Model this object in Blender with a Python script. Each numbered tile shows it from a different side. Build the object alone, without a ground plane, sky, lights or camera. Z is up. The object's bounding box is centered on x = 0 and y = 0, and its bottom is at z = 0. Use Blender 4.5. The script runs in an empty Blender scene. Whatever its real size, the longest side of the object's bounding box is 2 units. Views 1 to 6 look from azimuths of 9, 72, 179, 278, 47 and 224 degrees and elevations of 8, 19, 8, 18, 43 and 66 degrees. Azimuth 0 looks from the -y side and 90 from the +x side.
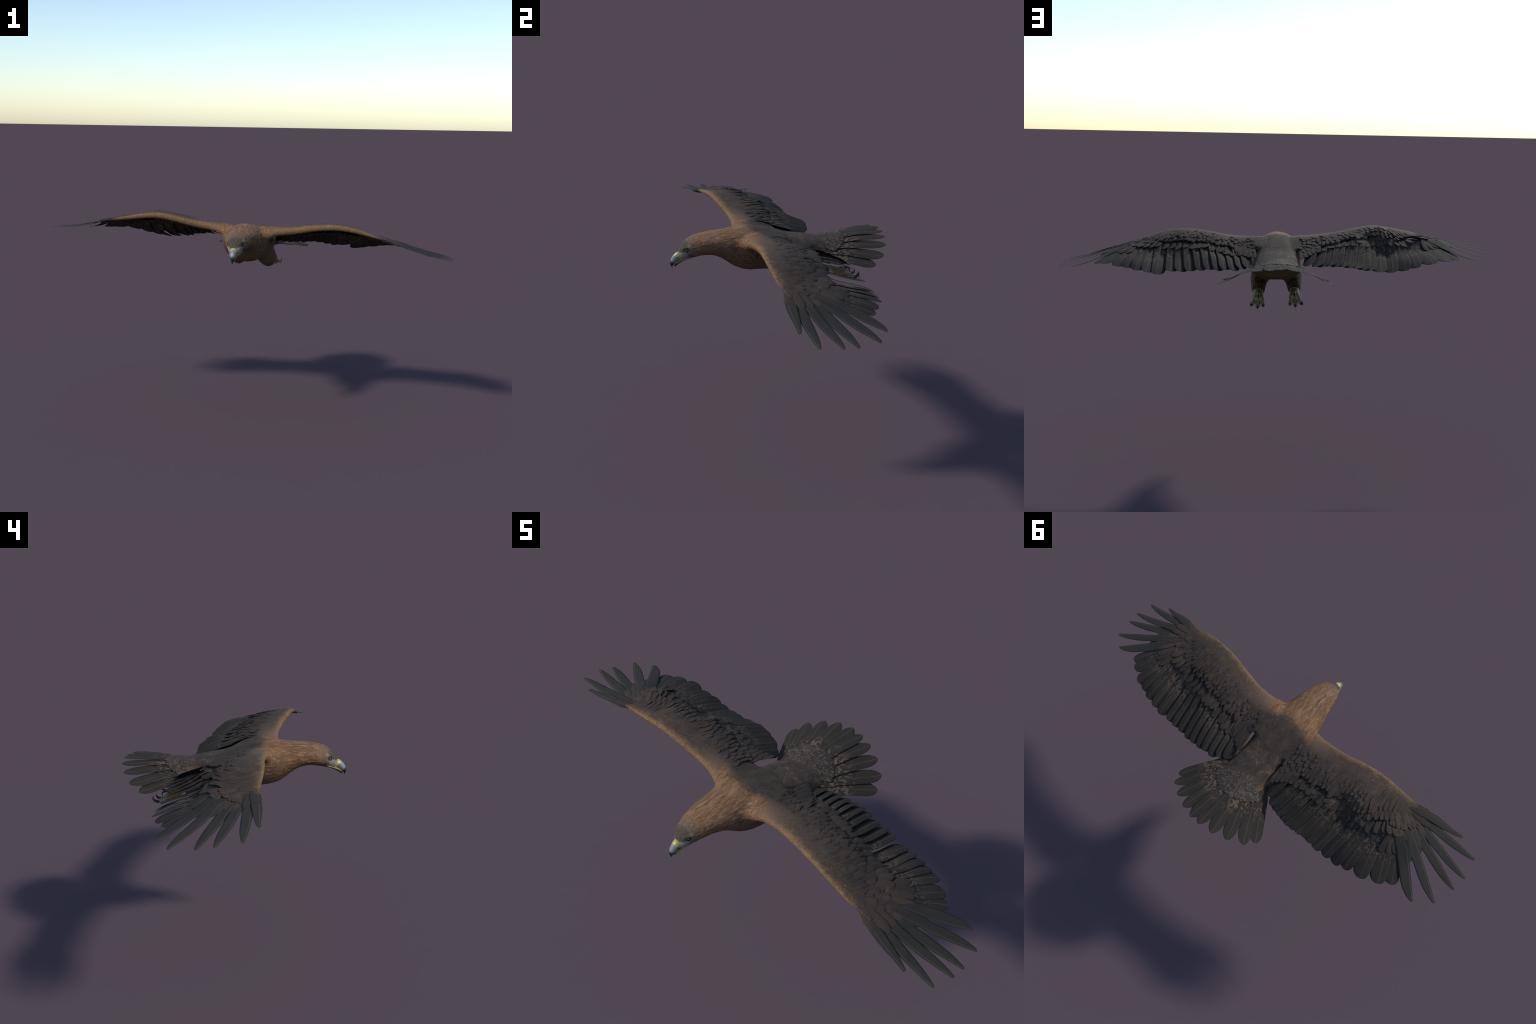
# A golden-brown eagle gliding with spread wings, built part by part.
import bpy, bmesh, math, random
import numpy as np
from mathutils import Vector, Matrix

rng = np.random.default_rng(7)
random.seed(7)
C = bpy.context.scene.collection

# ------------------------------------------------------------------ helpers
def smooth(a, b, x):
    t = np.clip((np.asarray(x, float) - a) / (b - a), 0, 1)
    return t * t * (3 - 2 * t)


def spline(xs, ys):
    """Monotone-safe cubic (Hermite with limited tangents) through control points."""
    xs = np.array(xs, float); ys = np.array(ys, float)
    h = np.diff(xs); d = np.diff(ys) / h
    m = np.zeros_like(ys)
    m[0], m[-1] = d[0], d[-1]
    for i in range(1, len(xs) - 1):
        m[i] = 0 if d[i - 1] * d[i] <= 0 else (d[i - 1] * h[i] + d[i] * h[i - 1]) / (h[i] + h[i - 1])
    def f(x):
        x = np.clip(np.asarray(x, float), xs[0], xs[-1])
        k = np.clip(np.searchsorted(xs, x) - 1, 0, len(h) - 1)
        t = (x - xs[k]) / h[k]
        return ((2 * t**3 - 3 * t**2 + 1) * ys[k] + (t**3 - 2 * t**2 + t) * h[k] * m[k]
                + (-2 * t**3 + 3 * t**2) * ys[k + 1] + (t**3 - t**2) * h[k] * m[k + 1])
    return f


def unit(v):
    v = np.asarray(v, float)
    return v / (np.linalg.norm(v, axis=-1, keepdims=True) + 1e-12)


class Height:
    """Thin-plate height field z(x, y) through a handful of control points."""
    def __init__(self, pts, stiff=2e-5):
        p = np.array(pts, float); self.p = p[:, :2]; n = len(p)
        A = np.zeros((n + 3, n + 3)); A[:n, :n] = self.phi(self.p, self.p) + stiff * np.eye(n)
        A[:n, n] = 1; A[:n, n + 1:] = self.p; A[n, :n] = 1; A[n + 1:, :n] = self.p.T
        self.w = np.linalg.solve(A, np.concatenate([p[:, 2], np.zeros(3)]))
    @staticmethod
    def phi(a, b):
        r2 = ((a[:, None] - b[None]) ** 2).sum(-1)
        return 0.5 * r2 * np.log(r2 + 1e-12)
    def __call__(self, x, y):
        x, y = np.broadcast_arrays(np.asarray(x, float), np.asarray(y, float))
        q = np.stack([x.ravel(), y.ravel()], -1)
        z = self.phi(q, self.p) @ self.w[:-3] + self.w[-3] + q @ self.w[-2:]
        return z.reshape(x.shape)
    def normal(self, x, y, e=0.004):
        gx = (self(x + e, y) - self(x - e, y)) / (2 * e)
        gy = (self(x, y + e) - self(x, y - e)) / (2 * e)
        return unit(np.stack([-gx, -gy, np.ones_like(gx)], -1))


def mesh_obj(name, verts, faces, mats=(), parent=None, matrix=None, smooth_shade=True, slots=None, flat=None):
    me = bpy.data.meshes.new(name)
    me.from_pydata([tuple(map(float, v)) for v in verts], [], faces)
    me.validate(); me.update()
    for m in mats:
        me.materials.append(m)
    if slots is not None:
        me.polygons.foreach_set("material_index", np.array(slots, np.int32))
    if smooth_shade:
        me.polygons.foreach_set("use_smooth", np.ones(len(me.polygons), bool) if flat is None else ~np.array(flat, bool))
    ob = bpy.data.objects.new(name, me)
    C.objects.link(ob)
    if matrix is not None:
        ob.matrix_world = matrix
    if parent is not None:
        ob.parent = parent
    return ob


def loft(rings, cap=True):
    """rings: (n, m, 3). Returns closed verts, faces."""
    rings = np.asarray(rings, float); n, m = rings.shape[:2]
    V = rings.reshape(-1, 3).tolist(); F = []
    for i in range(n - 1):
        for j in range(m):
            k = (j + 1) % m
            F.append((i * m + j, i * m + k, (i + 1) * m + k, (i + 1) * m + j))
    if cap:
        for i, flip in ((0, True), (n - 1, False)):
            c = len(V); V.append(rings[i].mean(0).tolist())
            for j in range(m):
                k = (j + 1) % m
                F.append((c, i * m + k, i * m + j) if flip else (c, i * m + j, i * m + k))
    return V, F


def tube(path, rx, rz, m=20, up=(0, 0, 1)):
    """Elliptical tube along a polyline; rx sideways, rz along 'up'."""
    P = np.array(path, float); n = len(P)
    T = unit(np.gradient(P, axis=0)); up = np.array(up, float)
    a = np.linspace(0, 2 * np.pi, m, endpoint=False)
    R = []
    for i in range(n):
        s = unit(np.cross(T[i], up)); u = np.cross(s, T[i])
        R.append(P[i] + np.outer(np.cos(a) * rx[i], s) + np.outer(np.sin(a) * rz[i], u))
    return loft(R)


def resample(ctrl, n):
    """Smooth curve through rows of ctrl (any number of columns)."""
    c = np.array(ctrl, float)
    t = np.concatenate([[0], np.cumsum(np.linalg.norm(np.diff(c[:, :3], axis=0), axis=1))]); t /= t[-1]
    s = np.linspace(0, 1, n)
    return np.stack([spline(t, c[:, k])(s) for k in range(c.shape[1])], -1)


def noise3(p, scale, seed=0):
    """Cheap value noise in numpy, -1..1."""
    q = np.asarray(p, float) * scale + 31.7 + seed * 7.13
    i = np.floor(q).astype(np.int64); f = q - i; f = f * f * (3 - 2 * f)
    def h(a, b, c):
        n = (a * 73856093) ^ (b * 19349663) ^ (c * 83492791)
        n = (n ^ (n >> 13)) * 1274126177 & 0x7FFFFFFF
        return (n % 100003) / 50001.5 - 1
    out = 0
    for dx in (0, 1):
        for dy in (0, 1):
            for dz in (0, 1):
                w = (f[:, 0] if dx else 1 - f[:, 0]) * (f[:, 1] if dy else 1 - f[:, 1]) * (f[:, 2] if dz else 1 - f[:, 2])
                out = out + w * h(i[:, 0] + dx, i[:, 1] + dy, i[:, 2] + dz)
    return out


# ------------------------------------------------------------------ materials
class Nodes:
    def __init__(self, name):
        self.mat = bpy.data.materials.new(name); self.mat.use_nodes = True
        self.t = self.mat.node_tree; self.bsdf = self.t.nodes["Principled BSDF"]
    def new(self, kind, **kw):
        n = self.t.nodes.new(kind)
        for k, v in kw.items():
            setattr(n, k, v)
        return n
    def link(self, a, b):
        self.t.links.new(a, b)
    def put(self, sock, v):
        if isinstance(v, bpy.types.NodeSocket):
            self.link(v, sock)
        elif isinstance(v, (tuple, list)):
            sock.default_value = (*v, 1) if len(v) == 3 and sock.type == "RGBA" else v
        else:
            sock.default_value = v
    def math(self, op, a, b=0.0, c=None, clamp=False):
        n = self.new("ShaderNodeMath", operation=op, use_clamp=clamp)
        self.put(n.inputs[0], a); self.put(n.inputs[1], b)
        if c is not None:
            self.put(n.inputs[2], c)
        return n.outputs[0]
    def ramp(self, v, a, b, lo=0.0, hi=1.0):
        n = self.new("ShaderNodeMapRange", interpolation_type="SMOOTHSTEP")
        for s, x in zip(n.inputs, (v, a, b, lo, hi)):
            self.put(s, x)
        return n.outputs[0]
    def mix(self, f, a, b, blend="MIX"):
        n = self.new("ShaderNodeMix", data_type="RGBA", blend_type=blend)
        self.put(n.inputs[0], f); self.put(n.inputs[6], a); self.put(n.inputs[7], b)
        return n.outputs[2]
    def noise(self, vec, scale=1.0, detail=3.0, rough=0.55, distort=0.0):
        n = self.new("ShaderNodeTexNoise")
        self.link(vec, n.inputs["Vector"]); n.inputs["Scale"].default_value = scale
        n.inputs["Detail"].default_value = detail; n.inputs["Roughness"].default_value = rough
        n.inputs["Distortion"].default_value = distort
        return n.outputs["Fac"]
    def noise_vec(self, vec, scale):
        n = self.new("ShaderNodeTexNoise"); self.link(vec, n.inputs["Vector"]); n.inputs["Scale"].default_value = scale
        return n.outputs["Color"]
    def mapping(self, vec, scale=(1, 1, 1), rot=(0, 0, 0), loc=(0, 0, 0)):
        n = self.new("ShaderNodeMapping"); self.link(vec, n.inputs["Vector"])
        n.inputs["Scale"].default_value = scale; n.inputs["Rotation"].default_value = rot
        self.put(n.inputs["Location"], loc)
        return n.outputs[0]
    def bump(self, h, strength=0.3, dist=0.002):
        n = self.new("ShaderNodeBump"); n.inputs["Strength"].default_value = strength
        n.inputs["Distance"].default_value = dist; self.link(h, n.inputs["Height"])
        self.link(n.outputs[0], self.bsdf.inputs["Normal"])
    def finish(self, colour, rough=0.6, spec=0.35, sheen=0.0):
        self.put(self.bsdf.inputs["Base Color"], colour)
        self.put(self.bsdf.inputs["Roughness"], rough)
        self.bsdf.inputs["Specular IOR Level"].default_value = spec
        self.bsdf.inputs["Sheen Weight"].default_value = sheen
        return self.mat


def feather_material(name, dark, patch, patch_amount, edge, y_fade, tint=(0.05, 0.04, 0.034), rough=0.85, k=1.0):
    """Flight feathers and coverts. Generated y runs root to tip, Object x runs across."""
    N = Nodes(name)
    tc = N.new("ShaderNodeTexCoord"); oi = N.new("ShaderNodeObjectInfo")
    g = N.new("ShaderNodeSeparateXYZ"); N.link(tc.outputs["Generated"], g.inputs[0])
    shift = N.new("ShaderNodeCombineXYZ")
    for k in range(3):
        N.put(shift.inputs[k], N.math("MULTIPLY", oi.outputs["Random"], 17.0 + 9 * k))
    add = N.new("ShaderNodeVectorMath", operation="ADD")
    N.link(tc.outputs["Object"], add.inputs[0]); N.link(shift.outputs[0], add.inputs[1])
    v = add.outputs[0]
    tone = N.noise(N.mapping(v, (22 * k, 9 * k, 9 * k)), 1.0, 4)
    col = N.mix(N.ramp(tone, 0.35, 0.75), dark, tint)
    col = N.mix(N.math("MULTIPLY", oi.outputs["Random"], 0.45), col, tint)
    blot = N.noise(N.mapping(v, (62 * k, 34 * k, 30 * k), (0, 0, 0.6)), 1.0, 0.4, 0.4, 0.35)
    lot = N.ramp(oi.outputs["Random"], 0.10, 0.95, 0.66, 0.46)
    m = N.ramp(N.math("SUBTRACT", blot, lot), -0.015, 0.05)
    m = N.math("MULTIPLY", m, N.ramp(g.outputs[1], y_fade[0], y_fade[1], 1.0, 0.0))
    col = N.mix(N.math("MULTIPLY", m, patch_amount), col, patch)
    if edge:
        e = N.math("ABSOLUTE", N.math("SUBTRACT", g.outputs[0], 0.5))
        col = N.mix(N.math("MULTIPLY", N.ramp(e, 0.40, 0.5), edge), col, patch)
    barb = N.noise(N.mapping(v, (60 * k, 700 * k, 60 * k), (0, 0, 0.55)), 1.0, 2)
    N.bump(barb, 0.25, 0.0012)
    return N.finish(col, rough, 0.12)


def plain(name, colour, rough=0.5, spec=0.5, vary=None, scale=80):
    N = Nodes(name)
    if vary is not None:
        tc = N.new("ShaderNodeTexCoord")
        n = N.noise(tc.outputs["Object"], scale, 4)
        colour = N.mix(N.ramp(n, 0.35, 0.68), colour, vary)
        N.bump(n, 0.3, 0.001)
    return N.finish(colour, rough, spec)


M_flight = feather_material("flight_feather", (0.0215, 0.019, 0.0168), (0.088, 0.062, 0.045), 0.85, 0.0, (0.5, 0.78), (0.032, 0.026, 0.022))
M_finger = feather_material("finger_feather", (0.0260, 0.0238, 0.0208), (0.06, 0.048, 0.04), 0.2, 0.0, (0.2, 0.5), (0.030, 0.028, 0.025))
M_tail = feather_material("tail_feather", (0.0235, 0.0200, 0.0172), (0.105, 0.074, 0.052), 0.85, 0.0, (0.5, 0.7), (0.030, 0.025, 0.021))
M_covert = feather_material("covert_feather", (0.024, 0.0205, 0.019), (0.092, 0.062, 0.044), 0.45, 0.32, (0.6, 1.0), (0.052, 0.038, 0.030), k=0.09)
M_small = feather_material("small_covert", (0.029, 0.0235, 0.021), (0.095, 0.064, 0.045), 0.3, 0.34, (0.6, 1.0), (0.060, 0.043, 0.033), k=0.055)
M_stuff = feather_material("joined_covert", (0.029, 0.0235, 0.021), (0.085, 0.058, 0.042), 0.0, 0.0, (0.6, 1.0), (0.066, 0.047, 0.036))
M_shaft = plain("feather_shaft", (0.062, 0.047, 0.036), 0.8, 0.15)


def mottled_material():
    N = Nodes("mottled_tail_covert")
    tc = N.new("ShaderNodeTexCoord"); oi = N.new("ShaderNodeObjectInfo")
    cmb = N.new("ShaderNodeCombineXYZ"); N.put(cmb.inputs[1], N.math("MULTIPLY", oi.outputs["Random"], 23.0))
    add = N.new("ShaderNodeVectorMath", operation="ADD")
    N.link(tc.outputs["Object"], add.inputs[0]); N.link(cmb.outputs[0], add.inputs[1])
    n = N.noise(N.mapping(add.outputs[0], (9.5, 8.0, 6)), 1.0, 0.0, 0.4, 0.15)
    col = N.mix(N.ramp(n, 0.42, 0.66), (0.031, 0.026, 0.0225), (0.078, 0.058, 0.043))
    N.bump(n, 0.12, 0.02)
    return N.finish(col, 0.75, 0.15)


M_mottle = mottled_material()

# ------------------------------------------------------------------ wing data (per side, |x|)
# leading edge of the arm: x -> y, z (mid of the rounded edge)
WINGS = {
    1: dict(
        lead=[(.05, -.20, .935), (.126, -.187, .950), (.16, -.176, .960), (.223, -.171, .967), (.302, -.181, .981), (.384, -.196, .992),
              (.459, -.207, .994), (.544, -.213, .981), (.617, -.212, .960), (.67, -.205, .945), (.71, -.20, .936)],
        mid=[(.155, .020, .934), (.194, .007, .948), (.244, .019, .956), (.305, .013, .965), (.370, -.005, .970), (.443, -.011, .972),
             (.526, -.029, .962), (.571, -.070, .960), (.63, -.115, .952), (.69, -.15, .940)],
        great=[(.306, .075, .939), (.334, .060, .943), (.393, .051, .938), (.458, .039, .935), (.495, .030, .930), (.590, .010, .933),
               (.627, .001, .935), (.741, -.073, .924)],
        extra=[(.744, -.191, .922), (.765, -.155, .919), (.784, -.112, .908), (.795, -.068, .904), (.797, -.026, .897),
               (.10, -.10, .982), (.10, .0, .955), (.105, .10, .915), (.698, -.225, .940), (.765, -.232, .915),
               (.576, .050, .915), (.627, .132, .891), (.277, .129, .916), (.286, .059, .936)],
        P=[(.888, -.223, .875), (.980, -.189, .854), (.998, -.110, .849), (.996, -.056, .843), (.981, .030, .843), (.921, .080, .852)],
        R=[(.662, -.200), (.658, -.188), (.655, -.175), (.655, -.155), (.655, -.140), (.655, -.120)],
        F=[(.809, .087, .871), (.768, .119, .876), (.708, .157, .872), (.663, .169, .868), (.619, .184, .860), (.570, .193, .854),
           (.526, .200, .846), (.464, .201, .860), (.424, .203, .860), (.382, .205, .863), (.335, .211, .867), (.299, .210, .871),
           (.262, .208, .867), (.232, .202, .871), (.194, .202, .867), (.163, .183, .874), (.134, .167, .876)],
    ),
    -1: dict(
        lead=[(.05, -.20, .940), (.123, -.172, .965), (.16, -.165, .975), (.205, -.162, .982), (.297, -.168, .997), (.374, -.179, 1.015),
              (.446, -.187, 1.024), (.515, -.191, 1.019), (.578, -.191, 1.010), (.63, -.190, 1.002), (.69, -.185, .990)],
        mid=[(.150, .030, .950), (.20, .025, .962), (.260, .040, .976), (.294, .024, .990), (.358, .033, .999), (.388, .007, 1.000),
             (.428, .003, 1.005), (.478, .006, 1.004), (.523, -.014, 1.004), (.555, -.052, 1.002), (.61, -.090, .998), (.67, -.125, .988)],
        great=[(.320, .071, .972), (.392, .060, .966), (.418, .044, .964), (.473, .033, .960), (.522, .036, .963), (.60, .015, .985), (.66, -.012, .994), (.74, -.065, .988)],
        extra=[(.10, -.10, .985), (.10, .0, .957), (.105, .10, .92), (.679, -.205, .996), (.750, -.219, .985), (.824, -.219, .968),
               (.73, -.165, .985), (.75, -.125, .98), (.77, -.085, .975), (.775, -.04, .970), (.77, .005, .962),
               (.594, .049, .956), (.608, .083, .949), (.650, .026, .966), (.663, .059, .957), (.527, .079, .940), (.559, .076, .944), (.531, .125, .926),
               (.532, .156, .912), (.560, .171, .910), (.614, .003, .993), (.647, -.008, .996), (.270, .133, .937)],
        P=[(.884, -.216, .962), (.979, -.177, .948), (.998, -.089, .939), (.992, -.026, .926), (.968, .070, .916), (.896, .126, .915)],
        R=[(.642, -.180), (.638, -.168), (.635, -.155), (.635, -.135), (.635, -.118), (.635, -.098)],
        F=[(.789, .128, .920), (.742, .163, .917), (.671, .193, .910), (.595, .202, .892), (.547, .213, .881), (.492, .213, .873),
           (.442, .216, .874), (.397, .213, .880), (.368, .211, .882), (.339, .218, .889), (.305, .221, .890), (.279, .223, .896),
           (.250, .218, .895), (.224, .214, .898), (.193, .207, .892), (.172, .200, .894), (.135, .174, .893)],
    ),
}
lead_thick = spline([.05, .10, .15, .25, .40, .55, .63, .70], [.085, .062, .046, .038, .031, .024, .016, .007])

for sx, w in WINGS.items():
    pts = [(x, y, z + .35 * float(lead_thick(x))) for x, y, z in w["lead"][1:-1]]
    pts += w["mid"] + w["great"] + w["extra"] + w["P"] + w["F"]
    w["S"] = Height(pts)
    L = np.array(w["lead"])
    w["yl"], w["zl"] = spline(L[:, 0], L[:, 1]), spline(L[:, 0], L[:, 2])
    m = np.array(w["mid"]); w["ym"] = spline(np.r_[.05, m[:, 0]], np.r_[m[0, 1], m[:, 1]])
    g = np.array([(.10, .085, 0), (.20, .085, 0)] + w["great"]); w["yg"] = spline(g[:, 0], g[:, 1])

# ------------------------------------------------------------------ body surface
top = spline([-.442, -.438, -.432, -.425, -.413, -.400, -.386, -.353, -.307, -.266, -.233, -.20, -.16, -.12, -.076, -.03, .0, .048, .10, .15, .20, .215],
             [.898, .908, .922, .935, .951, .960, .967, .976, .981, .983, .985, .988, .991, .990, .981, .967, .957, .940, .929, .919, .908, .897])
bot = spline([-.442, -.435, -.425, -.39, -.366, -.332, -.295, -.27, -.238, -.209, -.171, -.145, -.10, -.05, .0, .05, .10, .15, .20, .215],
             [.884, .872, .870, .880, .885, .889, .885, .875, .853, .830, .812, .806, .803, .801, .801, .806, .816, .832, .856, .884])
wid = spline([-.442, -.436, -.43, -.415, -.40, -.385, -.372, -.32, -.263, -.217, -.17, -.10, .0, .07, .15, .20, .215],
             [.006, .017, .024, .033, .039, .0465, .0525, .0685, .0835, .0955, .108, .111, .106, .100, .100, .094, .080])
mid_x = spline([-.47, -.35, -.1, .1, .3], [-.002, -.001, .003, .008, .011])
expo = spline([-.442, -.40, -.30, -.10, .05, .14, .215], [2.0, 2.2, 2.1, 2.2, 2.6, 2.4, 1.9])


def body_ring(y, m=72):
    a = np.linspace(0, 2 * np.pi, m, endpoint=False)
    zt, zb, w, e = float(top(y)), float(bot(y)), float(wid(y)), float(expo(y))
    zc = zb + (zt - zb) * (.54 - .24 * float(smooth(.10, .19, y)))
    c, s = np.cos(a), np.sin(a)
    cx = np.sign(c) * np.abs(c) ** (2 / e); sz = np.sign(s) * np.abs(s) ** (2 / e)
    z = np.where(sz > 0, zc + sz * (zt - zc), zc + sz * (zc - zb))
    return np.stack([mid_x(y) + cx * w, np.full(m, y), z], -1)


ys = np.concatenate([np.linspace(-.442, -.40, 26), np.linspace(-.395, .20, 110), np.linspace(.202, .215, 5)])
parts = [loft([body_ring(y) for y in ys])]

LEGS = {1: dict(dx=0.0, dz=0.0, x=.0855), -1: dict(dx=0.0, dz=.008, x=.0705)}
thigh_ctrl = [  # y, z, radius sideways, radius up
    (-.05, .855, .040, .045), (.00, .828, .042, .056), (.04, .813, .039, .057), (.08, .800, .036, .050), (.12, .792, .033, .041),
    (.155, .785, .030, .031), (.185, .780, .026, .022), (.203, .778, .018, .014)]
thigh_path = {}
for sx, lg in LEGS.items():
    c = resample([(sx * (lg["x"] - .012 * (1 - smooth(-.05, .08, y))), y, z + lg["dz"], rx, rz) for y, z, rx, rz in thigh_ctrl], 60)
    thigh_path[sx] = c
    parts.append(tube(c[:, :3], c[:, 3], c[:, 4], 36))

for sx, w in WINGS.items():
    rings = []
    for x in np.concatenate([np.linspace(.05, .64, 60), np.linspace(.645, .71, 10)]):
        yl, T = float(w["yl"](x)), float(lead_thick(x))
        yr = float(w["ym"](x)) - .012 - .03 * float(smooth(.55, .7, x))
        yr = max(yr, yl + .03 + .085 * float(1 - smooth(.63, .71, x)))
        c = (1 - np.cos(np.linspace(0, np.pi, 30))) / 2
        c = c ** 1.35
        y = yl + c * (yr - yl)
        nose = np.sqrt(np.clip(1 - (1 - np.clip((y - yl) / (.55 * T), 0, 1)) ** 2, 0, 1))
        body = (1 - .78 * smooth(.0, 1.0, c)) * T
        S = w["S"](x, y)
        sink = .007 * smooth(.35, 1, c)
        zt = S - sink - (1 - nose) * (S - w["zl"](x))
        zb = w["zl"](x) * (1 - nose) + nose * (S - sink - body)
        zb = np.minimum(zb, zt)
        up = np.stack([np.full_like(y, sx * x), y, zt], -1); dn = np.stack([np.full_like(y, sx * x), y, zb - 1e-5], -1)
        rings.append(np.concatenate([up, dn[-1:0:-1]]))
    V, F = loft(rings)
    parts.append((V, F if sx > 0 else [tuple(reversed(f)) for f in F]))

V, F = [], []
for v, f in parts:
    o = len(V); V += list(map(tuple, v)); F += [tuple(i + o for i in q) for q in f]
me = bpy.data.meshes.new("body_raw"); me.from_pydata(V, [], F); me.update()
bm = bmesh.new(); bm.from_mesh(me)
# make every shell face outward
bmesh.ops.recalc_face_normals(bm, faces=bm.faces[:]); bm.to_mesh(me); bm.free()
tmp = bpy.data.objects.new("body_raw", me); C.objects.link(tmp)
rm = tmp.modifiers.new("r", "REMESH"); rm.mode = "VOXEL"; rm.voxel_size = .0028; rm.adaptivity = 0
sm = tmp.modifiers.new("s", "SMOOTH"); sm.factor = .5; sm.iterations = 7
dg = bpy.context.evaluated_depsgraph_get(); ev = tmp.evaluated_get(dg)
body = bpy.data.meshes.new_from_object(ev)
bpy.data.objects.remove(tmp)
n = len(body.vertices)
co = np.empty(n * 3); body.vertices.foreach_get("co", co); co = co.reshape(-1, 3)
nf = len(body.polygons)
loops = np.empty(len(body.loops), np.int32); body.loops.foreach_get("vertex_index", loops)
quad = loops.reshape(-1, 4)
# extra smoothing where wing, thigh and torso meet, so that no crease shows
edges = np.empty(len(body.edges) * 2, np.int32); body.edges.foreach_get("vertices", edges); edges = edges.reshape(-1, 2)
deg = np.bincount(edges.ravel(), minlength=n)[:, None]
ax = np.abs(co[:, 0])
join = smooth(.05, .085, ax) * (1 - smooth(.15, .20, ax)) * smooth(-.30, -.25, co[:, 1]) * (1 - smooth(.05, .10, co[:, 1]))
join = np.maximum(join, smooth(-.08, -.03, co[:, 1]) * (1 - smooth(.14, .17, co[:, 1])) * (1 - smooth(.83, .85, co[:, 2])))[:, None]
for _ in range(60):
    acc = np.zeros_like(co)
    np.add.at(acc, edges[:, 0], co[edges[:, 1]]); np.add.at(acc, edges[:, 1], co[edges[:, 0]])
    co = co + (acc / deg - co) * .6 * join


def vert_normals(co):
    q = co[quad]; fn = np.cross(q[:, 2] - q[:, 0], q[:, 3] - q[:, 1]); vn = np.zeros_like(co)
    for k in range(4):
        np.add.at(vn, quad[:, k], fn)
    return unit(vn)


nrm = vert_normals(co)
# head sculpting: brow shelf, eye sockets, cheek
disp = np.zeros(n)
for s in (1, -1):
    d = co - np.array([s * .034 - .001, -.4085, .9215])
    disp += -.0045 * np.exp(-(d**2 / np.array([.012, .0085, .0065])**2).sum(1))
    for t in np.linspace(0, 1, 5):
        b = np.array([s * (.041 - .018 * t) - .001, -.397 - .030 * t, .941 - .013 * t])
        disp += .0026 * np.exp(-((co - b)**2).sum(1) / .006**2)
    d = co - np.array([s * .040, -.392, .905]); disp += .0015 * np.exp(-(d**2).sum(1) / .012**2)
# overlapping body-feather relief
q = co * np.array([1, .28, 1]); furl = noise3(q, 150, 1) + .5 * noise3(q, 320, 2)
neck_w = smooth(-.42, -.38, co[:, 1]) * (1 - smooth(-.16, -.08, co[:, 1])) * (1 - smooth(.12, .18, ax))
fine = noise3(co * np.array([1, .45, 1]), 190, 3)
disp += .0011 * furl * neck_w + .0005 * fine * (1 - neck_w) * smooth(-.40, -.36, co[:, 1])
legw = (1 - smooth(.79, .81, co[:, 2])) * smooth(-.03, .02, co[:, 1])
disp += .0012 * noise3(co * np.array([1, .5, 1]), 110, 4) * legw
co = co + nrm * disp[:, None]
nrm = vert_normals(co)

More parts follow.
